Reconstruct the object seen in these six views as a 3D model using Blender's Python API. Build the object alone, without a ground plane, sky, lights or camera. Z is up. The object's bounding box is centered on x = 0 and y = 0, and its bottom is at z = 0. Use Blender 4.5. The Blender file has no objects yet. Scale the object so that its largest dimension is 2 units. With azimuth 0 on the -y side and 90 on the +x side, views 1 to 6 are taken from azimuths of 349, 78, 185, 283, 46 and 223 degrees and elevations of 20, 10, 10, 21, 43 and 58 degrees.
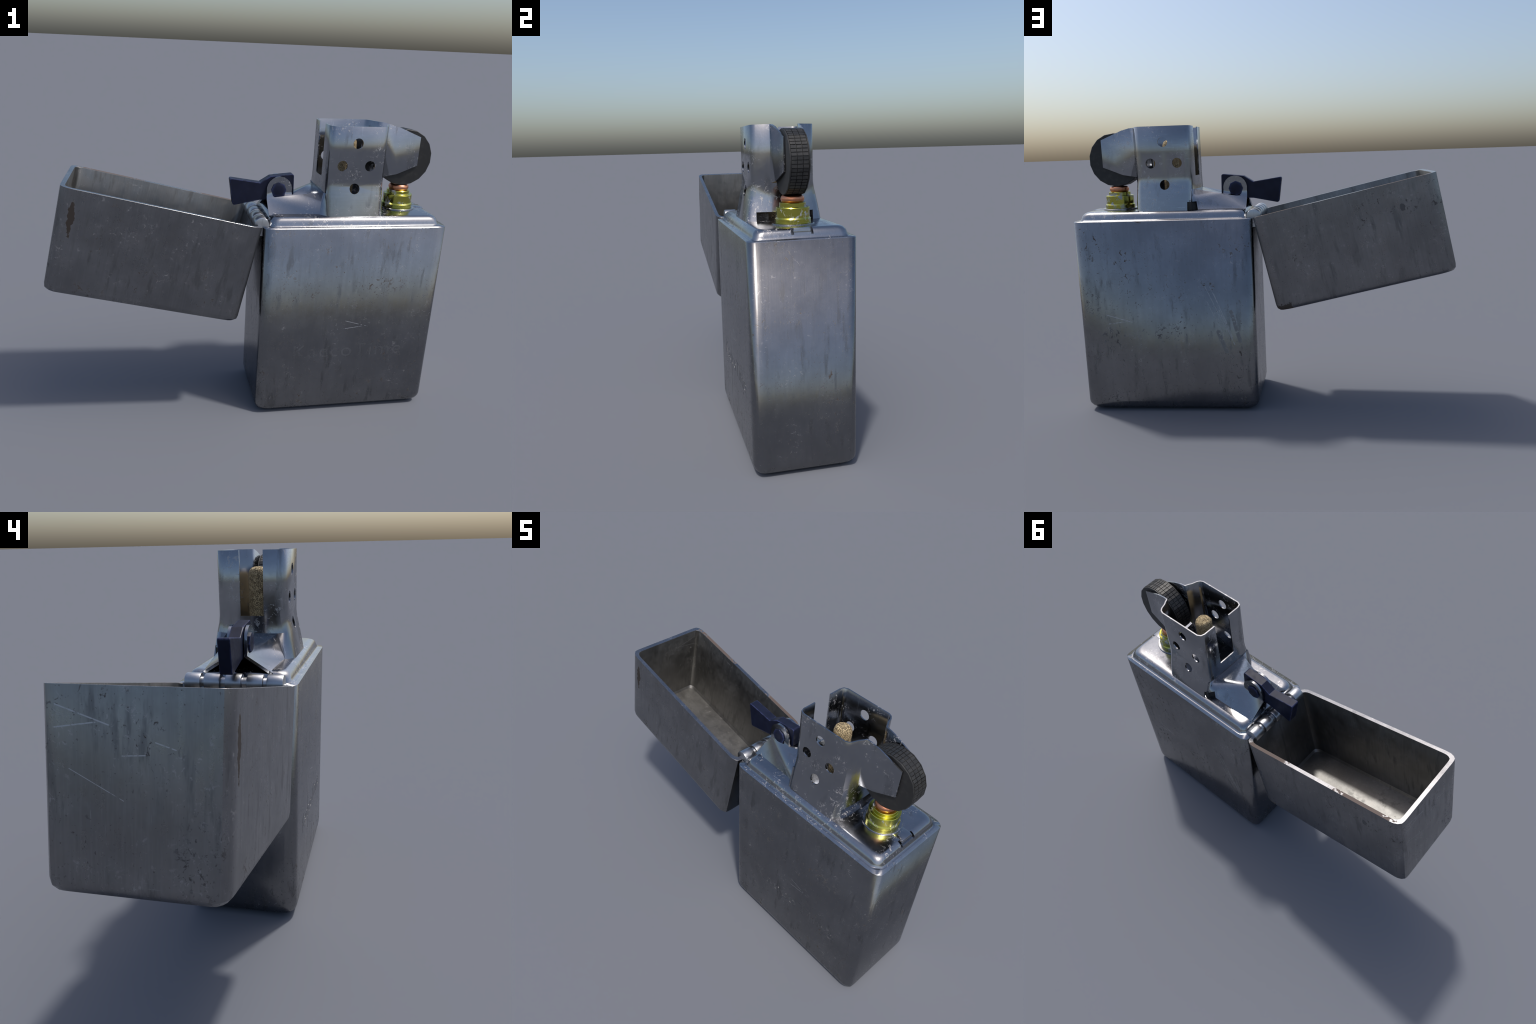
# An open flip-top lighter: steel case, hinged lid, insert with perforated chimney,
# spark wheel, brass flint tube, wick and a blue cam lever.
import bpy, bmesh, math
from mathutils import Vector, Matrix

# ------------------------------------------------------------------ helpers
def link(ob, parent=None):
    bpy.context.scene.collection.objects.link(ob)
    if parent is not None:
        ob.parent = parent
    return ob

def mesh_from(name, verts, faces):
    me = bpy.data.meshes.new(name)
    me.from_pydata([tuple(v) for v in verts], [], faces)
    bm = bmesh.new(); bm.from_mesh(me)
    bmesh.ops.remove_doubles(bm, verts=bm.verts, dist=1e-5)
    bmesh.ops.recalc_face_normals(bm, faces=bm.faces)
    bm.to_mesh(me); bm.free()
    return me

def smooth(me, angle=45):
    me.shade_smooth()
    me.set_sharp_from_angle(angle=math.radians(angle))

def make(name, me, parent, mat=None, angle=45):
    ob = bpy.data.objects.new(name, me)
    if mat is not None:
        me.materials.clear(); me.materials.append(mat)
    link(ob, parent)
    if angle is not None:
        smooth(me, angle)
    return ob

def apply_mods(ob):
    dg = bpy.context.evaluated_depsgraph_get()
    me = bpy.data.meshes.new_from_object(ob.evaluated_get(dg), depsgraph=dg)
    ob.modifiers.clear()
    old = ob.data
    ob.data = me
    me.name = old.name
    return me

def boolean(ob, cutter_me, self_cut=True):
    c = bpy.data.objects.new("cutter", cutter_me); link(c)
    m = ob.modifiers.new("cut", "BOOLEAN")
    m.operation = "DIFFERENCE"; m.object = c; m.solver = "EXACT"
    m.use_self = self_cut
    bpy.context.view_layer.update()
    apply_mods(ob)
    bpy.data.objects.remove(c)

def bevel(ob, width, seg=2, angle=35):
    m = ob.modifiers.new("bevel", "BEVEL")
    m.width = width; m.segments = seg; m.limit_method = "ANGLE"; m.angle_limit = math.radians(angle)
    bpy.context.view_layer.update()
    apply_mods(ob)

def solidify(ob, t, offset=-1):
    m = ob.modifiers.new("solid", "SOLIDIFY")
    m.thickness = t; m.offset = offset; m.use_even_offset = True
    bpy.context.view_layer.update()
    apply_mods(ob)

def box_data(x0, x1, y0, y1, z0, z1):
    v = [(x, y, z) for x in (x0, x1) for y in (y0, y1) for z in (z0, z1)]
    f = [(0, 1, 3, 2), (4, 6, 7, 5), (0, 4, 5, 1), (2, 3, 7, 6), (0, 2, 6, 4), (1, 5, 7, 3)]
    return v, f

def box_me(name, *b):
    return mesh_from(name, *box_data(*b))

def join_data(parts):
    V, F = [], []
    for v, f in parts:
        o = len(V); V += list(v); F += [tuple(i + o for i in q) for q in f]
    return V, F

def prism_y(outline, y0, y1):
    n = len(outline)
    v = [(x, y0, z) for x, z in outline] + [(x, y1, z) for x, z in outline]
    f = [tuple(range(n)), tuple(range(2 * n - 1, n - 1, -1))]
    f += [(i, (i + 1) % n, n + (i + 1) % n, n + i) for i in range(n)]
    return v, f

def lathe(profile, n, centre, phase=0.0):
    """profile of (r, z) turned about a vertical axis; r = 0 closes the end"""
    V, F, rings = [], [], []
    for r, z in profile:
        if r < 1e-6:
            rings.append([len(V)]); V.append((centre[0], centre[1], z))
        else:
            rings.append(list(range(len(V), len(V) + n)))
            for k in range(n):
                a = phase + math.tau * k / n
                V.append((centre[0] + r * math.cos(a), centre[1] + r * math.sin(a), z))
    for a, b in zip(rings, rings[1:]):
        for k in range(n):
            k2 = (k + 1) % n
            if len(a) == 1: F.append((a[0], b[k], b[k2]))
            elif len(b) == 1: F.append((a[k], a[k2], b[0]))
            else: F.append((a[k], a[k2], b[k2], b[k]))
    return V, F

def ring_rect(x0, x1, y0, y1, r, seg):
    pts = []
    for cx, cy, a0 in ((x1 - r, y1 - r, 0), (x0 + r, y1 - r, 90), (x0 + r, y0 + r, 180), (x1 - r, y0 + r, 270)):
        for k in range(seg + 1):
            a = math.radians(a0 + 90 * k / seg)
            pts.append((cx + r * math.cos(a), cy + r * math.sin(a)))
    return pts

# pressed corner of the sheet: (inset along x, inset along y), from the end wall round to the side wall
CORNER = [(0.0, 0.052), (0.0010, 0.034), (0.0042, 0.0205), (0.018, 0.0085), (0.037, 0.0018), (0.055, 0.0003), (0.078, 0.0)]
def ring_pressed(x0, x1, y0, y1, k=1.0):
    c = [(a * k, b * k) for a, b in CORNER]
    pts = [(x1 - a, y1 - b) for a, b in c]
    pts += [(x0 + a, y1 - b) for a, b in reversed(c)]
    pts += [(x0 + a, y0 + b) for a, b in c]
    pts += [(x1 - a, y0 + b) for a, b in reversed(c)]
    return pts

def loft_pressed(x0, x1, y0, y1, levels, caps=(True, True)):
    """levels: (inset x, inset y, z, corner scale)"""
    V, F = [], []
    n = 4 * len(CORNER)
    for ix, iy, z, k in levels:
        V += [(x, y, z) for x, y in ring_pressed(x0 + ix, x1 - ix, y0 + iy, y1 - iy, k)]
    for l in range(len(levels) - 1):
        for k in range(n):
            F.append((l * n + k, l * n + (k + 1) % n, (l + 1) * n + (k + 1) % n, (l + 1) * n + k))
    if caps[0]: F.append(tuple(range(n - 1, -1, -1)))
    if caps[1]: F.append(tuple((len(levels) - 1) * n + k for k in range(n)))
    return V, F

def loft_rect(x0, x1, y0, y1, levels, seg=3, caps=(True, True)):
    """levels: (inset, z, corner radius)"""
    V, F = [], []
    n = 4 * (seg + 1)
    for inset, z, r in levels:
        V += [(x, y, z) for x, y in ring_rect(x0 + inset, x1 - inset, y0 + inset, y1 - inset, max(r, 1e-4), seg)]
    for l in range(len(levels) - 1):
        for k in range(n):
            F.append((l * n + k, l * n + (k + 1) % n, (l + 1) * n + (k + 1) % n, (l + 1) * n + k))
    if caps[0]: F.append(tuple(range(n - 1, -1, -1)))
    if caps[1]: F.append(tuple((len(levels) - 1) * n + k for k in range(n)))
    return V, F

def lerp_table(t, x):
    if x <= t[0][0]: return t[0][1]
    for (a, b), (c, d) in zip(t, t[1:]):
        if x <= c: return b + (d - b) * (x - a) / (c - a)
    return t[-1][1]

# ------------------------------------------------------------------ materials
class Nodes:
    def __init__(self, name):
        self.mat = bpy.data.materials.new(name)
        self.mat.use_nodes = True
        self.nt = self.mat.node_tree
        self.bsdf = self.nt.nodes["Principled BSDF"]
        self.obj = self.nt.nodes.new("ShaderNodeTexCoord").outputs["Object"]

    def put(self, sock, val):
        if isinstance(val, bpy.types.NodeSocket): self.nt.links.new(val, sock)
        elif isinstance(val, (tuple, list)) and len(val) == 3 and sock.type == "RGBA": sock.default_value = (*val, 1)
        else: sock.default_value = val

    def math(self, op, a, b=0.0, c=None, clamp=False):
        n = self.nt.nodes.new("ShaderNodeMath"); n.operation = op; n.use_clamp = clamp
        self.put(n.inputs[0], a); self.put(n.inputs[1], b)
        if c is not None: self.put(n.inputs[2], c)
        return n.outputs[0]

    def vmath(self, op, a, b=None, out=0):
        n = self.nt.nodes.new("ShaderNodeVectorMath"); n.operation = op
        self.put(n.inputs[0], a)
        if b is not None: self.put(n.inputs[1], b)
        return n.outputs[out]

    def mapped(self, scale=(1, 1, 1), rot=(0, 0, 0), loc=(0, 0, 0)):
        n = self.nt.nodes.new("ShaderNodeMapping")
        self.put(n.inputs[0], self.obj)
        n.inputs["Location"].default_value = loc; n.inputs["Rotation"].default_value = rot; n.inputs["Scale"].default_value = scale
        return n.outputs[0]

    def noise(self, scale, detail=4, rough=0.55, vec=None, dist=0.0):
        n = self.nt.nodes.new("ShaderNodeTexNoise")
        self.put(n.inputs["Vector"], vec if vec is not None else self.obj)
        n.inputs["Scale"].default_value = scale; n.inputs["Detail"].default_value = detail
        n.inputs["Roughness"].default_value = rough; n.inputs["Distortion"].default_value = dist
        return n.outputs["Fac"]

    def warp(self, scale, amount):
        n = self.nt.nodes.new("ShaderNodeTexNoise"); n.inputs["Scale"].default_value = scale
        self.put(n.inputs["Vector"], self.obj)
        k = self.nt.nodes.new("ShaderNodeVectorMath"); k.operation = "SCALE"
        self.put(k.inputs[0], n.outputs["Color"]); k.inputs["Scale"].default_value = amount
        return k.outputs[0]

    def voronoi(self, scale, feature="F1", vec=None, out="Distance"):
        n = self.nt.nodes.new("ShaderNodeTexVoronoi"); n.feature = feature
        self.put(n.inputs["Vector"], vec if vec is not None else self.obj)
        n.inputs["Scale"].default_value = scale
        return n.outputs[out]

    def step(self, val, lo, hi, a=0.0, b=1.0):
        n = self.nt.nodes.new("ShaderNodeMapRange")
        n.interpolation_type = "SMOOTHSTEP"
        self.put(n.inputs["Value"], val)
        for k, v in (("From Min", lo), ("From Max", hi), ("To Min", a), ("To Max", b)): self.put(n.inputs[k], v)
        return n.outputs[0]

    def mix(self, fac, a, b):
        n = self.nt.nodes.new("ShaderNodeMix"); n.data_type = "RGBA"
        self.put(n.inputs[0], fac); self.put(n.inputs[6], a); self.put(n.inputs[7], b)
        return n.outputs[2]

    def mixf(self, fac, a, b):
        n = self.nt.nodes.new("ShaderNodeMix"); n.data_type = "FLOAT"
        self.put(n.inputs[0], fac); self.put(n.inputs[2], a); self.put(n.inputs[3], b)
        return n.outputs[0]

    def xyz(self):
        n = self.nt.nodes.new("ShaderNodeSeparateXYZ"); self.put(n.inputs[0], self.obj)
        return n.outputs

    def mul(self, *v):
        r = v[0]
        for x in v[1:]: r = self.math("MULTIPLY", r, x)
        return r

    def bump(self, height, strength, dist=0.01):
        n = self.nt.nodes.new("ShaderNodeBump")
        n.inputs["Strength"].default_value = strength; n.inputs["Distance"].default_value = dist
        self.put(n.inputs["Height"], height)
        return n.outputs[0]

    def scratch(self, a, b, width, side):
        """mask of a straight scratch: from a to b (x, z) on the front or back (side = sign of y),
        or from a to b (y, z) on the far end wall of the lid (side = 0)"""
        p = self.vmath("MULTIPLY", self.obj, (1, 0, 1) if side else (0, 1, 1))
        a3, b3 = ((Vector((a[0], 0, a[1])), Vector((b[0], 0, b[1]))) if side else
                  (Vector((0, a[0], a[1])), Vector((0, b[0], b[1]))))
        d = b3 - a3; L = d.length; d.normalize()
        rel = self.vmath("SUBTRACT", p, tuple(a3))
        t = self.math("MINIMUM", self.math("MAXIMUM", self.vmath("DOT_PRODUCT", rel, tuple(d), out=1), 0.0), L)
        n = self.nt.nodes.new("ShaderNodeVectorMath"); n.operation = "SCALE"
        n.inputs[0].default_value = tuple(d); self.put(n.inputs["Scale"], t)
        dist = self.vmath("DISTANCE", rel, n.outputs[0], out=1)
        m = self.step(dist, width * 0.5, width, 1.0, 0.0)
        gate = (self.math("GREATER_THAN", self.math("MULTIPLY", self.xyz()[1], side), 0.15) if side else
                self.math("LESS_THAN", self.xyz()[0], -0.93))
        return self.mul(m, gate)

    def blob(self, c, r, edge=0.12, freq=32, wobble=0.5):
        """mask of an irregular patch: c centre, r radii along x, y, z"""
        rel = self.vmath("DIVIDE", self.vmath("SUBTRACT", self.obj, c), r)
        d = self.vmath("LENGTH", rel, out=1)
        d = self.math("ADD", d, self.math("MULTIPLY", self.math("SUBTRACT", self.noise(freq, 5, 0.65), 0.5), wobble * 4))
        return self.step(d, 1 - edge, 1.0, 1.0, 0.0)

def steel(name, base, rough, pits=0.5, dust=0.5, streak=(55, 55, 2.2), brown=0.0, smudge=0.25, metallic=1.0, relief=0.08, extra=None):
    N = Nodes(name)
    big = N.noise(4.0, 5, 0.6)
    mid = N.noise(13.0, 5, 0.65, dist=0.4)
    st = N.noise(1.0, 4, 0.6, vec=N.mapped(streak))
    st2 = N.noise(1.0, 3, 0.6, vec=N.mapped(tuple(3.2 * s for s in streak)))
    dark = tuple(c * (1 - smudge) for c in base)
    lite = tuple(c * (1 + 0.6 * smudge) for c in base)
    col = N.mix(N.step(big, 0.3, 0.7), dark, lite)
    col = N.mix(N.mul(N.step(st, 0.42, 0.75), 0.5), col, dark)
    col = N.mix(N.mul(N.step(mid, 0.5, 0.72), 0.2), col, lite)
    col = N.mix(N.mul(N.step(st2, 0.48, 0.72), 0.35), col, lite)
    if brown:
        col = N.mix(N.mul(N.step(N.noise(7.0, 6, 0.65), 0.48, 0.7), brown), col, tuple(base[i] * f for i, f in enumerate((1.12, 0.9, 0.72))))
    rgh = N.mixf(N.step(mid, 0.3, 0.7), rough * 0.88, rough * 1.12)
    rgh = N.math("ADD", rgh, N.mul(N.math("SUBTRACT", st, 0.5), 0.16))
    met = metallic
    # soft vertical smears
    smear = N.mul(N.step(N.noise(1.0, 4, 0.6, vec=N.mapped((26, 26, 5))), 0.53, 0.68), N.step(big, 0.38, 0.55))
    col = N.mix(N.mul(smear, 0.65), col, tuple(c * 0.55 for c in base))
    rgh = N.mixf(N.mul(smear, 0.5), rgh, rough + 0.18)
    # faint scuffs, some along the sheet and some across it
    scuff = N.math("MAXIMUM", N.step(N.noise(1.0, 3, 0.6, vec=N.mapped((240, 240, 11), rot=(0, 0.12, 0))), 0.63, 0.70),
                   N.step(N.noise(1.0, 3, 0.6, vec=N.mapped((9, 9, 210), rot=(0, 0.35, 0))), 0.66, 0.72))
    scuff = N.mul(scuff, N.step(N.noise(6.0, 3, 0.6), 0.45, 0.65), dust)
    col = N.mix(N.mul(scuff, 0.8), col, tuple(min(0.6, c * 1.7) for c in base))
    rgh = N.mixf(scuff, rgh, rough + 0.12)
    # pits of corrosion gather in patches
    zone = N.step(N.noise(5.0, 3, 0.5), 0.48, 0.66)
    pit = N.mul(N.step(N.noise(1.0, 4, 0.65, vec=N.mapped((52, 52, 38)), dist=0.9), 0.655 - 0.05 * pits, 0.715 - 0.05 * pits), zone)
    fine = N.step(N.noise(120.0, 2, 0.5), 0.71 - 0.03 * pits, 0.75 - 0.03 * pits)
    pit = N.math("MAXIMUM", pit, N.mul(fine, 0.5))
    pit = N.mul(pit, min(1.0, pits * 1.5))
    col = N.mix(pit, col, (0.062, 0.048, 0.040))
    rgh = N.mixf(pit, rgh, 0.6)
    met = N.mixf(pit, met, 0.5)
    # pale rubbed specks
    sp = N.mul(N.step(N.noise(60.0, 5, 0.7, dist=0.8), 0.60 - 0.05 * dust, 0.66 - 0.05 * dust), N.step(N.noise(8.0, 4, 0.6), 0.46, 0.62), dust)
    col = N.mix(sp, col, (0.42, 0.40, 0.40))
    rgh = N.mixf(sp, rgh, 0.6)
    met = N.mixf(sp, met, 0.45)
    if extra is not None:
        col, rgh, met = extra(N, col, rgh, met)
    N.put(N.bsdf.inputs["Base Color"], col)
    N.put(N.bsdf.inputs["Roughness"], rgh)
    N.put(N.bsdf.inputs["Metallic"], met)
    h = N.math("ADD", N.mul(st2, 0.25), N.math("SUBTRACT", N.mul(mid, 0.35), N.mul(pit, 0.5)))
    N.put(N.bsdf.inputs["Normal"], N.bump(h, relief, 0.006))
    return N.mat

def scratches(lines, colour=(0.42, 0.42, 0.44)):
    def f(N, col, rgh, met):
        for a, b, w, side in lines:
            m = N.mul(N.scratch(a, b, w, side), N.step(N.noise(70, 3, 0.6), 0.36, 0.5))
            col = N.mix(m, col, colour); rgh = N.mixf(m, rgh, 0.5)
        return col, rgh, met
    return f

def rusty(patches, lines=(), pocks=()):
    s = scratches(lines)
    def f(N, col, rgh, met):
        col, rgh, met = s(N, col, rgh, met)
        for c, r, tint in patches:
            m = N.blob(c, r)
            col = N.mix(m, col, tint); rgh = N.mixf(m, rgh, 0.75); met = N.mixf(m, met, 0.0)
        for c, r in pocks:
            m = N.mul(N.blob(c, r, edge=0.5, freq=12), N.step(N.noise(48.0, 5, 0.65, dist=0.4), 0.55, 0.63))
            col = N.mix(N.mul(m, 0.85), col, (0.060, 0.050, 0.043)); rgh = N.mixf(m, rgh, 0.6); met = N.mixf(m, met, 0.5)
        return col, rgh, met
    return f

CASE_BASE = (0.225, 0.227, 0.234)
def chain(*fs):
    def f(N, col, rgh, met):
        for g in fs: col, rgh, met = g(N, col, rgh, met)
        return col, rgh, met
    return f

case_steel = steel("worn_case_steel", CASE_BASE, 0.21, pits=1.0, dust=0.24, smudge=0.16, extra=chain(
    scratches([((0.504, 0.543), (0.633, 0.506), 0.0019, -1), ((0.497, 0.497), (0.595, 0.509), 0.0019, -1),
               ((0.855, 0.550), (0.713, 0.508), 0.0019, 1), ((0.841, 0.499), (0.746, 0.511), 0.0019, 1)]),
    scratches([((0.305, 0.70), (0.200, 0.46), 0.0016, 1), ((0.280, 0.70), (0.185, 0.47), 0.0014, 1), ((0.260, 0.66), (0.170, 0.42), 0.0016, 1),
               ((0.300, 0.62), (0.215, 0.43), 0.0012, 1), ((0.235, 0.57), (0.160, 0.38), 0.0030, 1)], (0.33, 0.335, 0.345)),
    scratches([((0.172, 0.560), (0.130, 0.400), 0.013, 1), ((0.245, 0.450), (0.205, 0.340), 0.014, 1)], (0.185, 0.184, 0.186)),
    rusty([], (), [((0.83, 0.24, 0.43), (0.10, 0.04, 0.08)), ((0.52, 0.24, 0.45), (0.10, 0.04, 0.06)), ((0.29, 0.24, 0.71), (0.06, 0.04, 0.05)),
                   ((0.93, 0.24, 0.63), (0.06, 0.05, 0.12)), ((0.31, -0.24, 0.72), (0.06, 0.04, 0.06)), ((0.75, -0.24, 0.74), (0.09, 0.04, 0.06)),
                   ((0.90, -0.24, 0.07), (0.07, 0.05, 0.06)), ((0.28, -0.24, 0.05), (0.08, 0.05, 0.04)), ((0.85, 0.24, 0.07), (0.08, 0.05, 0.06))])))
END_SCRATCHES = [((0.194, -0.048), (0.057, -0.092), 0.0022, 0), ((0.199, -0.103), (0.091, -0.087), 0.0022, 0),
    ((0.023, -0.163), (-0.034, -0.159), 0.0018, 0), ((-0.060, -0.128), (-0.110, -0.143), 0.0018, 0), ((0.16, -0.20), (0.02, -0.27), 0.0012, 0)]
lid_steel = steel("worn_lid_steel", CASE_BASE, 0.31, pits=1.0, dust=0.4, brown=0.08, smudge=0.18, extra=rusty([
    ((-0.887, -0.240, -0.135), (0.016, 0.03, 0.088), (0.027, 0.019, 0.0145)),
    ((-0.03, 0.236, -0.51), (0.085, 0.04, 0.03), (0.050, 0.038, 0.030)),
    ((-0.754, 0.240, -0.131), (0.014, 0.02, 0.018), (0.085, 0.080, 0.078))], END_SCRATCHES, [((-0.957, -0.175, -0.40), (0.04, 0.085, 0.15)), ((-0.77, 0.24, -0.13), (0.10, 0.03, 0.06)), ((-0.93, 0.235, -0.14), (0.05, 0.04, 0.05)), ((-0.75, -0.24, -0.47), (0.14, 0.03, 0.05))]))
engraved_steel = steel("engraved_case_steel", (0.255, 0.256, 0.262), 0.28, pits=0.2, dust=0.35)
lining = steel("lid_lining_steel", (0.228, 0.226, 0.220), 0.46, pits=0.3, dust=0.3, brown=0.06, extra=scratches(END_SCRATCHES[:2], (0.36, 0.36, 0.35)))
rim_steel = steel("lid_rim_steel", (0.31, 0.31, 0.32), 0.27, pits=0.2, dust=0.4, extra=rusty([
    ((-0.75, 0.23, 0), (0.16, 0.03, 0.02), (0.085, 0.062, 0.052)), ((-0.15, 0.23, 0), (0.14, 0.03, 0.02), (0.085, 0.062, 0.052))]))
insert_steel = steel("insert_steel", (0.325, 0.335, 0.355), 0.19, pits=0.12, dust=0.75, smudge=0.12, relief=0.03)
chimney_steel = steel("chimney_steel", (0.305, 0.315, 0.335), 0.18, pits=0.12, dust=0.7, smudge=0.12, relief=0.03, streak=(2.2, 40, 45))
hinge_steel = steel("hinge_steel", (0.45, 0.46, 0.48), 0.36, pits=0.0, dust=0.1, smudge=0.1)

def lever_paint():
    N = Nodes("navy_lever_enamel")
    col = N.mix(N.step(N.noise(18, 5, 0.6), 0.35, 0.7), (0.0065, 0.0085, 0.022), (0.0095, 0.0125, 0.030))
    geo = N.nt.nodes.new("ShaderNodeNewGeometry")
    bv = N.nt.nodes.new("ShaderNodeBevel"); bv.inputs["Radius"].default_value = 0.006
    d = N.vmath("DOT_PRODUCT", bv.outputs[0], geo.outputs["True Normal"], out=1)
    edge = N.mul(N.step(d, 0.995, 0.94), N.step(N.noise(35, 4, 0.7), 0.35, 0.6))
    col = N.mix(edge, col, (0.042, 0.055, 0.145))
    N.put(N.bsdf.inputs["Base Color"], col)
    N.put(N.bsdf.inputs["Roughness"], N.step(N.noise(40, 4, 0.6), 0.3, 0.7, 0.38, 0.55))
    N.put(N.bsdf.inputs["Specular IOR Level"], 0.22)
    N.put(N.bsdf.inputs["Normal"], N.bump(N.noise(160, 3, 0.6), 0.08, 0.003))
    return N.mat

def wheel_steel():
    N = Nodes("blackened_wheel_steel")
    col = N.mix(N.step(N.noise(40, 5, 0.65), 0.45, 0.75), (0.018, 0.018, 0.018), (0.034, 0.033, 0.031))
    N.put(N.bsdf.inputs["Base Color"], col)
    N.put(N.bsdf.inputs["Roughness"], 0.5)
    N.put(N.bsdf.inputs["Metallic"], 0.15)
    N.put(N.bsdf.inputs["Normal"], N.bump(N.noise(120, 3, 0.6), 0.1, 0.003))
    return N.mat

def yellow_brass():
    N = Nodes("yellow_brass")
    worn = N.mul(N.step(N.noise(24, 6, 0.75, dist=0.5), 0.53, 0.56), N.step(N.noise(9, 3, 0.5), 0.45, 0.58))
    col = N.mix(worn, (0.46, 0.44, 0.085), (0.36, 0.39, 0.42))
    N.put(N.bsdf.inputs["Base Color"], col)
    N.put(N.bsdf.inputs["Roughness"], N.mixf(worn, 0.2, 0.5))
    N.put(N.bsdf.inputs["Metallic"], N.mixf(worn, 1.0, 0.5))
    return N.mat

def copper():
    N = Nodes("copper")
    col = N.mix(N.step(N.noise(30, 5, 0.6), 0.4, 0.7), (0.68, 0.30, 0.17), (0.52, 0.21, 0.11))
    N.put(N.bsdf.inputs["Base Color"], col)
    N.put(N.bsdf.inputs["Roughness"], 0.3); N.put(N.bsdf.inputs["Metallic"], 1.0)
    return N.mat

def wick_fibre():
    N = Nodes("woven_wick_fibre")
    v = N.voronoi(1.0, "DISTANCE_TO_EDGE", vec=N.vmath("ADD", N.mapped((120, 120, 150)), N.warp(30, 1.1)))
    crack = N.math("MAXIMUM", N.step(v, 0.0, 0.16), N.step(N.noise(70, 3, 0.6), 0.50, 0.64))
    nz = N.noise(60, 5, 0.65)
    col = N.mix(N.step(nz, 0.35, 0.7), (0.40, 0.305, 0.165), (0.58, 0.465, 0.275))
    col = N.mix(crack, (0.19, 0.14, 0.075), col)
    N.put(N.bsdf.inputs["Base Color"], col); N.put(N.bsdf.inputs["Roughness"], 0.85)
    N.put(N.bsdf.inputs["Normal"], N.bump(N.math("ADD", crack, nz), 0.9, 0.008))
    return N.mat

def shadow_black():
    N = Nodes("painted_cavity_shadow")
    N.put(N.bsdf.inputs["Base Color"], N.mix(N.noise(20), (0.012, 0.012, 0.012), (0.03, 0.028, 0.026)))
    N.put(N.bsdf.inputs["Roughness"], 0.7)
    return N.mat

NAVY, WHEEL, BRASS, COPPER, WICK, SHADOW_BLACK = lever_paint(), wheel_steel(), yellow_brass(), copper(), wick_fibre(), shadow_black()

# ------------------------------------------------------------------ root
root = bpy.data.objects.new("flip_lighter", None)
root["label"] = "open worn steel flip-top lighter with perforated chimney"
root["category"] = "lighter"
link(root)

# ------------------------------------------------------------------ case
CX0, CX1, CY, CTOP, CR = 0.043, 1.0, 0.240, 1.056, 0.078

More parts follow.
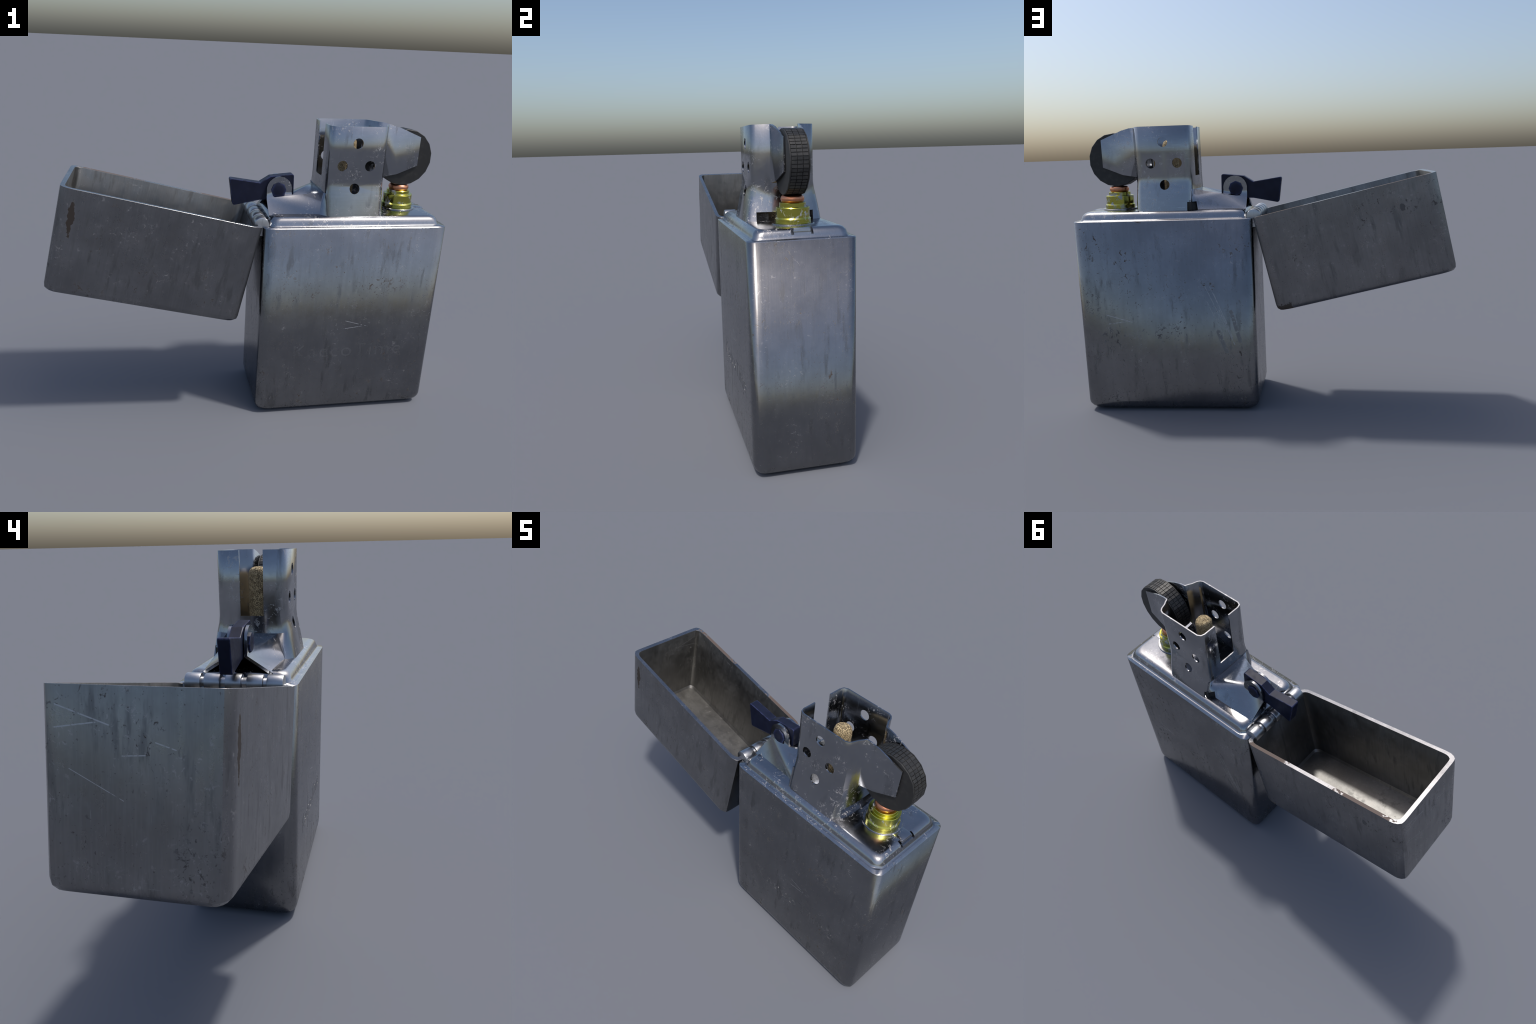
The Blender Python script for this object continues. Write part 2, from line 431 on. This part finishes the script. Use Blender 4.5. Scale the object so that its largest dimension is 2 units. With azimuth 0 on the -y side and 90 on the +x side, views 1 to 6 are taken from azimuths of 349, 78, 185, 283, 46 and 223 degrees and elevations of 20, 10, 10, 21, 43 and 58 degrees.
def build_case():
    fil = 0.056
    lev = []
    for d in (0, 18, 36, 54, 72, 90):
        a = math.radians(d)
        i = fil * (1 - math.sin(a)); lev.append((i, i, fil * (1 - math.cos(a)), 1.0))
    lev += [(0.0, 0.0, CTOP - 0.003, 1.0), (0.003, 0.003, CTOP, 1.0), (0.030, 0.034, CTOP - 0.0005, 0.8), (0.05, 0.06, CTOP - 0.02, 0.6)]
    me = mesh_from("case", *loft_pressed(CX0, CX1, -CY, CY, lev))
    ob = make("case", me, root, case_steel, None)
    me.materials.append(insert_steel)
    for p in me.polygons:
        if p.normal.z > 0.7 and p.center.z > 1.0: p.material_index = 1
    # engraved lettering on the front
    cu = bpy.data.curves.new("engraving", "FONT")
    cu.body = "KaccoTime"; cu.size = 0.105; cu.extrude = 0.01; cu.resolution_u = 6
    cu.space_character = 1.12
    tob = link(bpy.data.objects.new("engraving", cu))
    bpy.context.view_layer.update()
    tme = bpy.data.meshes.new_from_object(tob.evaluated_get(bpy.context.evaluated_depsgraph_get()))
    bpy.data.objects.remove(tob)
    xs = [v.co.x for v in tme.vertices]; ys = [v.co.y for v in tme.vertices]
    sx = 0.605 / (max(xs) - min(xs)); sy = 0.076 / (max(ys) - min(ys)); mx = min(xs); my = min(ys)
    for v in tme.vertices:
        x, y, z = v.co
        v.co = (0.233 + (x - mx) * sx, -CY - 0.01 + 0.013 + (-z - 0.003), 0.332 + (y - my) * sy)
    for v in tme.vertices:            # groove floor 0.6 mm under the face
        v.co.y = -CY + 0.0006 if v.co.y > -CY - 0.004 else -CY - 0.02
    bm = bmesh.new(); bm.from_mesh(tme)
    bmesh.ops.remove_doubles(bm, verts=bm.verts, dist=2e-4)
    bmesh.ops.recalc_face_normals(bm, faces=bm.faces)
    bm.to_mesh(tme); bm.free()
    boolean(ob, tme)
    me = ob.data
    me.materials.append(engraved_steel)
    for p in me.polygons:
        if p.normal.y < -0.9 and -CY + 0.0002 < p.center.y < -CY + 0.002 and 0.2 < p.center.x < 0.87 and 0.3 < p.center.z < 0.45: p.material_index = 2
    # flat walls get upward-bent normals so the sky reflection shows near the rim
    smooth(me, 40)
    cn = [Vector(c.vector) for c in me.corner_normals]
    c = [Vector((a, b)) for a, b in CORNER]
    def wall_normal(co):
        """horizontal normal of the pressed outline at a point on it"""
        px = min(co.x - CX0, CX1 - co.x); py = CY - abs(co.y)
        sx = -1 if co.x - CX0 < CX1 - co.x else 1; sy = -1 if co.y < 0 else 1
        if px > CORNER[-1][0] - 1e-4: return Vector((0, sy, 0))
        if py > CORNER[0][1] - 1e-4: return Vector((sx, 0, 0))
        k = min(range(len(c)), key=lambda i: (c[i] - Vector((px, py))).length)
        d = c[min(k + 1, len(c) - 1)] - c[max(k - 1, 0)]
        return Vector((sx * -d.y, sy * d.x, 0)).normalized()
    def tilt(n, co):
        u = (co.x - CX0) / (CX1 - CX0)
        w = [(max(0, -n.y) ** 2, 24), (max(0, n.y) ** 2, 32 - 14 * u), (max(0, n.x) ** 2, 44), (max(0, -n.x) ** 2, 18)]
        return math.radians(sum(a * b for a, b in w) / max(1e-6, sum(a for a, b in w)))
    for p in me.polygons:
        if abs(p.normal.z) > 0.06 or p.center.z < 0.06 or p.center.z > CTOP - 0.002: continue
        for li in p.loop_indices:
            co = me.vertices[me.loops[li].vertex_index].co
            n = wall_normal(co)
            if abs(p.normal.dot(n)) < 0.8 or p.normal.dot(n) < 0: continue
            f = max(0.0, min(1.0, (co.z - 0.056) / (CTOP - 0.056)))
            a = tilt(n, co) * f
            cn[li] = (n * math.cos(a) + Vector((0, 0, math.sin(a)))).normalized()
    for p in me.polygons:
        if p.material_index != 1: continue
        for li in p.loop_indices:
            co = me.vertices[me.loops[li].vertex_index].co
            n = wall_normal(co)
            inset = min(co.x - CX0, CX1 - co.x, CY - abs(co.y))
            a = math.radians(42 if inset < 0.01 else 14)
            cn[li] = (n * math.sin(a) + Vector((0, 0, math.cos(a)))).normalized()
    me.normals_split_custom_set([tuple(n) for n in cn])
    return ob

case = build_case()

# ------------------------------------------------------------------ lid (own frame: x along the rim, z down into it)
def build_lid():
    L, H, TX, TY = 0.957, 0.5205, 0.0215, 0.0200
    lev = [(0.036, 0.036, -H, 1.0), (0.014, 0.014, -H + 0.007, 1.0), (0.003, 0.003, -H + 0.021, 1.0), (0.0, 0.0, -H + 0.040, 1.0), (0.0, 0.0, -0.0004, 1.0), (0.0004, 0.0004, 0.0, 1.0)]
    outer = loft_pressed(-L, 0, -CY, CY, lev, caps=(True, False))
    rim = loft_pressed(-L, 0, -CY, CY, [(0.0004, 0.0004, 0.0, 1.0), (TX - 0.001, TY - 0.001, 0.0, 0.75)], caps=(False, False))
    inner = loft_pressed(-L, 0, -CY, CY, [(TX - 0.001, TY - 0.001, 0.0, 0.75), (TX, TY, -0.002, 0.75), (TX + 0.002, TY + 0.003, -H + 0.05, 0.75), (TX + 0.012, TY + 0.013, -H + 0.036, 0.7)], caps=(False, True))
    V, F = join_data([outer, rim, inner])
    me = mesh_from("lid", V, F)
    ob = make("lid", me, root, lid_steel, 30)
    me.materials.append(lining); me.materials.append(rim_steel)
    for p in me.polygons:
        c = p.center
        if abs(p.normal.z) > 0.7 and c.z > -0.01: p.material_index = 2
        elif -L + TX - 0.003 < c.x < -TX + 0.003 and abs(c.y) < CY - TY + 0.003 and c.z > -H + 0.025 and (abs(p.normal.z) > 0.5 or p.normal.dot(Vector((c.x + L / 2, c.y, 0))) < 0): p.material_index = 1
    ob.location = (0.041, 0, 1.057)
    ob.rotation_euler = (0, math.radians(12.75), 0)
    return ob

lid = build_lid()

# ------------------------------------------------------------------ hinge
HX, HZ, HR = 0.038, 1.062, 0.0375
def cyl_y(r, y0, y1, n, b, cx, cz, phase=0.0):
    prof = [(0, y0), (r - b, y0), (r - 0.3 * b, y0 + 0.3 * b), (r, y0 + b), (r, y1 - b), (r - 0.3 * b, y1 - 0.3 * b), (r - b, y1), (0, y1)]
    v, f = lathe(prof, n, (0, 0), phase)
    return [(cx + a, z, cz + b2) for a, b2, z in v], f

hinge = make("hinge", mesh_from("hinge_leaf", *join_data([box_data(0.031, 0.046, -0.19, 0.19, 1.006, 1.058),
             box_data(0.05, 0.085, -0.19, 0.19, 1.046, 1.057)])), root, hinge_steel, 30)
kn_me = mesh_from("knuckle", *cyl_y(HR, -0.0320, 0.0320, 32, 0.005, 0, 0))
for i, y in enumerate((-0.1625, -0.084, 0.0, 0.084, 0.1625)):
    if i == 0:
        kn = make("hinge_knuckle", kn_me, hinge, hinge_steel, 40)
    else:
        kn = link(kn.copy(), hinge)
    kn.location = (HX, y, HZ)
make("hinge_pin", mesh_from("pin", *cyl_y(0.0235, -0.186, 0.186, 20, 0.003, HX, HZ)), hinge, hinge_steel, 40)

# ------------------------------------------------------------------ insert top pan
def build_pan():
    lev = [(-0.012, 1.040, 0.050), (-0.012, 1.0562, 0.050), (-0.005, 1.0572, 0.045), (-0.001, 1.062, 0.040), (0.002, 1.070, 0.040), (0.007, 1.084, 0.040), (0.016, 1.0945, 0.042), (0.027, 1.0995, 0.045), (0.036, 1.101, 0.045)]
    me = mesh_from("insert_pan", *loft_rect(0.076, 0.971, -0.211, 0.211, lev, seg=5))
    ob = make("insert_pan", me, root, insert_steel, 60)
    boolean(ob, mesh_from("slot", *join_data([box_data(0.940, 1.0, -0.049, -0.0365, 1.074, 1.2), box_data(0.940, 1.0, 0.0385, 0.048, 1.074, 1.2),
            box_data(0.956, 1.0, -0.0368, 0.0388, 1.082, 1.2)])))
    smooth(ob.data, 45)
    t = make("retaining_tongue", box_me("tongue", 0.890, 0.955, -0.0362, 0.0382, 1.06, 1.1028), ob, insert_steel, None)
    bevel(t, 0.006, 2); smooth(t.data, 40)
    return ob
pan = build_pan()

# ------------------------------------------------------------------ chimney
XL = 0.3645
HALF = [(1.098, 0.185), (1.144, 0.176), (1.18, 0.1685), (1.215, 0.161), (1.245, 0.1535), (1.277, 0.1495), (1.54, 0.149)]
def cheek_root(z, ya):
    if z > 1.27: return [(0.673, ya), (0.681, 0.0850), (0.6885, 0.0690), (0.6900, 0.0672)]
    return [(0.672, ya), (0.679, 0.0850), (0.6825, 0.0700), (0.6835, 0.0640)]

def chimney_profile(z):
    h = lerp_table(HALF, z)
    ya = lerp_table([(1.144, 0.136), (1.245, 0.105), (1.54, 0.097)], z)
    return [(XL, 0.0), (XL, 0.050), (XL, h - 0.030), (XL + 0.007, h - 0.010), (XL + 0.026, h),
            (0.508, h), (0.634, h), (0.652, h - 0.008), (0.663, h - 0.022), *cheek_root(z, ya), (0.684, 0.0)]

def build_chimney():
    zs = [1.098, 1.144, 1.18, 1.215, 1.245, 1.277, 1.41, 1.54]
    V, F = [], []
    for side in (-1, 1):
        base = len(V); n = 14
        for z in zs:
            V += [(x, side * y, z) for x, y in chimney_profile(z)]
        for l in range(len(zs) - 1):
            for k in range(n - 1):
                z0 = zs[l]
                if k == 0 and z0 > 1.27: continue              # slot at the hinge side
                if k >= 9 and z0 < 1.14: continue              # arch at the flint side
                if k == 12 and z0 > 1.27: continue             # wall ends below the wheel
                q = [base + l * n + k, base + l * n + k + 1, base + (l + 1) * n + k + 1, base + (l + 1) * n + k]
                F.append(tuple(q if side < 0 else reversed(q)))
        # ear that carries the wheel
        e = len(V)
        V += [(x, side * (0.0672 - (x - 0.690) * 0.0765), z) for x, z in ((0.765, 1.290), (0.876, 1.333), (0.877, 1.480), (0.757, 1.527), (0.712, 1.538))]
        col = [base + l * n + 12 for l in (5, 6, 7)]
        q = [col[0], e, e + 1, e + 2, e + 3, e + 4, col[2], col[1]]
        F.append(tuple(q if side < 0 else reversed(q)))
    me = bpy.data.meshes.new("chimney")
    me.from_pydata(V, [], F)
    bm = bmesh.new(); bm.from_mesh(me)
    bmesh.ops.remove_doubles(bm, verts=bm.verts, dist=1e-5)
    bmesh.ops.recalc_face_normals(bm, faces=bm.faces)
    bm.faces.ensure_lookup_table()
    f = max(bm.faces, key=lambda f: -f.calc_center_median().y)
    if f.normal.y > 0: bmesh.ops.reverse_faces(bm, faces=bm.faces)
    bm.to_mesh(me); bm.free()
    ob = make("chimney", me, root, chimney_steel, None)
    solidify(ob, 0.0062)
    cut = []
    for s in (-1, 1):
        for x, z in ((0.509, 1.458), (0.438, 1.348), (0.580, 1.348), (0.509, 1.235)):
            y0, y1 = sorted((s * 0.09, s * 0.22))
            cut.append(cyl_y(0.0262, y0, y1, 20, 0.001, x, z))
    cut.append(box_data(0.340, 0.389, 0.12, 0.23, 1.08, 1.143))
    boolean(ob, mesh_from("holes", *join_data(cut)))
    me = ob.data
    smooth(me, 46)
    # normals bent by height to place the sky and ground reflection bands
    cn = [Vector(c.vector) for c in me.corner_normals]
    for p in me.polygons:
        if abs(p.normal.z) > 0.15: continue
        for li in p.loop_indices:
            z = me.vertices[me.loops[li].vertex_index].co.z
            a = math.radians(lerp_table([(1.10, 19), (1.20, 11), (1.26, -3), (1.38, -4), (1.54, 21)], z))
            n = cn[li]
            cn[li] = (n + Vector((0, 0, math.tan(a)))).normalized()
    me.normals_split_custom_set([tuple(n) for n in cn])
    return ob
chimney = build_chimney()

# ------------------------------------------------------------------ cam housing with its two lugs
PIV = (0.148, 1.201)
def build_housing():
    V, F = [], []
    sides = []
    for s in (-1, 1):
        pts = {"T": (0.088, 0.040, 1.158), "N": (0.219, 0.040, 1.173), "C": (0.360, 0.110, 1.206), "D": (0.365, 0.155, 1.210),
               "E": (0.340, 0.146, 1.096), "G": (0.372, 0.181, 1.096), "B": (0.083, 0.140, 1.096),
               "H": (0.347, 0.139, 1.143), "J": (0.371, 0.171, 1.143)}
        ids = {}
        for k, (x, y, z) in pts.items():
            ids[k] = len(V); V.append((x, s * y, z))
        arc = []
        for k in range(13):
            a = math.radians(190 - k * 16.7)
            arc.append(len(V)); V.append((PIV[0] + 0.004 + 0.0655 * math.cos(a), s * 0.040, PIV[1] + 0.003 + 0.0655 * math.sin(a)))
        polys = [[ids[k] for k in "TBEHCN"], [ids[k] for k in "CHJD"], [ids["N"]] + arc[::-1] + [ids["T"]]]
        if s < 0: polys.append([ids[k] for k in "HEGJ"])           # the other side has a small window here
        for f in polys: F.append(tuple(f if s > 0 else reversed(f)))
        sides.append(ids)
    a, b = sides
    F.append((a["N"], a["C"], b["C"], b["N"]))
    me = bpy.data.meshes.new("cam_housing"); me.from_pydata(V, [], F)
    bm = bmesh.new(); bm.from_mesh(me)
    bmesh.ops.recalc_face_normals(bm, faces=bm.faces)
    bm.faces.ensure_lookup_table()
    top = bm.faces[len(F) - 1]
    if top.normal.z < 0: bmesh.ops.reverse_faces(bm, faces=bm.faces)
    bm.to_mesh(me); bm.free()
    ob = make("cam_housing", me, root, insert_steel, None)
    solidify(ob, 0.012)
    smooth(ob.data, 76)
    return ob
housing = build_housing()
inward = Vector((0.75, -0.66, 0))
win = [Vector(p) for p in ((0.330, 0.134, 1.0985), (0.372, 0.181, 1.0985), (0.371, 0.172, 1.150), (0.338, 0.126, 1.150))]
plate = [tuple(p + inward * 0.013) for p in win] + [tuple(p + inward * 0.019) for p in win]  # black slab modelled as the window's inner shadow, hiding the pan's glare
shadow_block = box_data(0.368, 0.396, 0.1580, 0.1690, 1.0985, 1.150)
make("window_shadow_plate", mesh_from("window_shadow_plate", *join_data([(plate, [(0, 1, 2, 3), (7, 6, 5, 4), (0, 4, 5, 1), (1, 5, 6, 2), (2, 6, 7, 3), (3, 7, 4, 0)]), shadow_block])), chimney, SHADOW_BLACK, 30)

# ------------------------------------------------------------------ cam lever
def build_lever():
    out = [(-0.103, 1.257), (0.054, 1.234), (0.106, 1.267), (0.228, 1.280), (0.231, 1.170), (0.20, 1.150), (0.055, 1.145), (-0.084, 1.117)]
    ob = make("cam_lever", mesh_from("cam_lever", *prism_y(out, -0.0245, 0.0245)), root, NAVY, None)
    # round the four free corners in profile, then break all edges
    bm = bmesh.new(); bm.from_mesh(ob.data)
    ed = []
    for e in bm.edges:
        a, b = e.verts
        if abs(a.co.y - b.co.y) > 0.04 and any(abs(a.co.x - x) < 1e-4 for x in (-0.103, 0.228, -0.084, 0.231)): ed.append(e)
    bmesh.ops.bevel(bm, geom=ed, offset=0.011, segments=3, affect="EDGES", profile=0.5)
    bm.to_mesh(ob.data); bm.free()
    bevel(ob, 0.003, 2, 50)
    smooth(ob.data, 14)
    make("pivot_pin", mesh_from("pivot_pin", *cyl_y(0.0395, -0.0465, 0.0465, 8, 0.0015, PIV[0], PIV[1], math.radians(0))), ob, NAVY, 30)
    return ob
lever = build_lever()

# ------------------------------------------------------------------ spark wheel
WX, WZ, WR, WH = 0.8085, 1.3725, 0.1445, 0.0445
def build_wheel():
    n = 18
    prof = [(0, -WH), (WR - 0.002, -WH), (WR, -WH + 0.002), (WR, -0.0388), (WR - 0.0045, -0.0384),
            (WR - 0.0045, 0.0384), (WR, 0.0388), (WR, WH - 0.002), (WR - 0.002, WH), (0, WH)]
    v, f = lathe(prof, n, (0, 0), math.radians(10))
    ob = make("spark_wheel", mesh_from("spark_wheel", [(WX + a, z, WZ + b) for a, b, z in v], f), root, WHEEL, 32)
    parts = []
    teeth = 54
    apo = math.cos(math.pi / n)
    for t in range(teeth):
        a0, a1 = (math.radians(10) + math.tau * (t + d) / teeth for d in (0.10, 0.90))
        for c in range(3):
            y0 = -0.0375 + c * 0.0253; y1 = y0 + 0.0230
            v = []
            for r_off in (-0.006, 0.0006):
                for a in (a0, a1):
                    # follow the flats of the polygonal wheel
                    seg = math.tau / n
                    loc = ((a - math.radians(10)) % seg) - seg / 2
                    r = WR * apo / math.cos(loc) + r_off
                    for y in (y0, y1):
                        v.append((WX + r * math.cos(a), y, WZ + r * math.sin(a)))
            f = [(0, 1, 3, 2), (4, 6, 7, 5), (0, 4, 5, 1), (2, 3, 7, 6), (0, 2, 6, 4), (1, 5, 7, 3)]
            parts.append((v, f))
    V, F = join_data(parts)
    k = make("knurling", mesh_from("knurling", V, F), ob, WHEEL, 30)
    k["kind"] = "stuff"
    return ob
wheel = build_wheel()

# ------------------------------------------------------------------ flint tube
FX = 0.812
flint = make("flint_tube", mesh_from("flint_tube", *lathe([(0, 1.106), (0.078, 1.106), (0.080, 1.108), (0.080, 1.126), (0.0760, 1.131), (0.0750, 1.133), (0.0750, 1.174), (0.0730, 1.177),
        (0.061, 1.177), (0.059, 1.179), (0.059, 1.195), (0.057, 1.197), (0.044, 1.197), (0, 1.197)], 28, (FX, 0))), root, BRASS, 24)
make("washer", mesh_from("washer", *lathe([(0, 1.099), (0.093, 1.099), (0.095, 1.101), (0.095, 1.105), (0.093, 1.107), (0, 1.107)], 24, (FX, 0))), flint, insert_steel, 35)
tor = [(0.030, 1.200)] + [(0.040 + 0.013 * math.cos(a), 1.2115 + 0.017 * math.sin(a)) for a in (math.radians(d) for d in (-75, -40, 0, 35, 65, 90, 120, 150, 180))] + [(0.026, 1.198), (0, 1.198)]
make("copper_tip", mesh_from("copper_tip", *lathe([(0, 1.194)] + tor, 24, (FX, 0))), flint, COPPER, 50)

# ------------------------------------------------------------------ wick
def build_wick():
    prof = [(0, 1.09), (0.043, 1.09)] + [(0.043, 1.10 + 0.0085 * k) for k in range(1, 41)]
    prof += [(0.0415, 1.448), (0.037, 1.458), (0.029, 1.466), (0.017, 1.470), (0, 1.471)]
    me = mesh_from("wick", *lathe(prof, 48, (0.508, 0.0)))
    from mathutils import noise
    for v in me.vertices:
        d = noise.noise(v.co * 70) * 0.0016 + noise.noise(v.co * 25) * 0.0012
        r = Vector((v.co.x - 0.508, v.co.y, 0))
        if r.length > 1e-4: v.co += r.normalized() * d
        v.co.z += d if v.co.z > 1.44 else 0
    make("wick", me, root, WICK, 80)
build_wick()
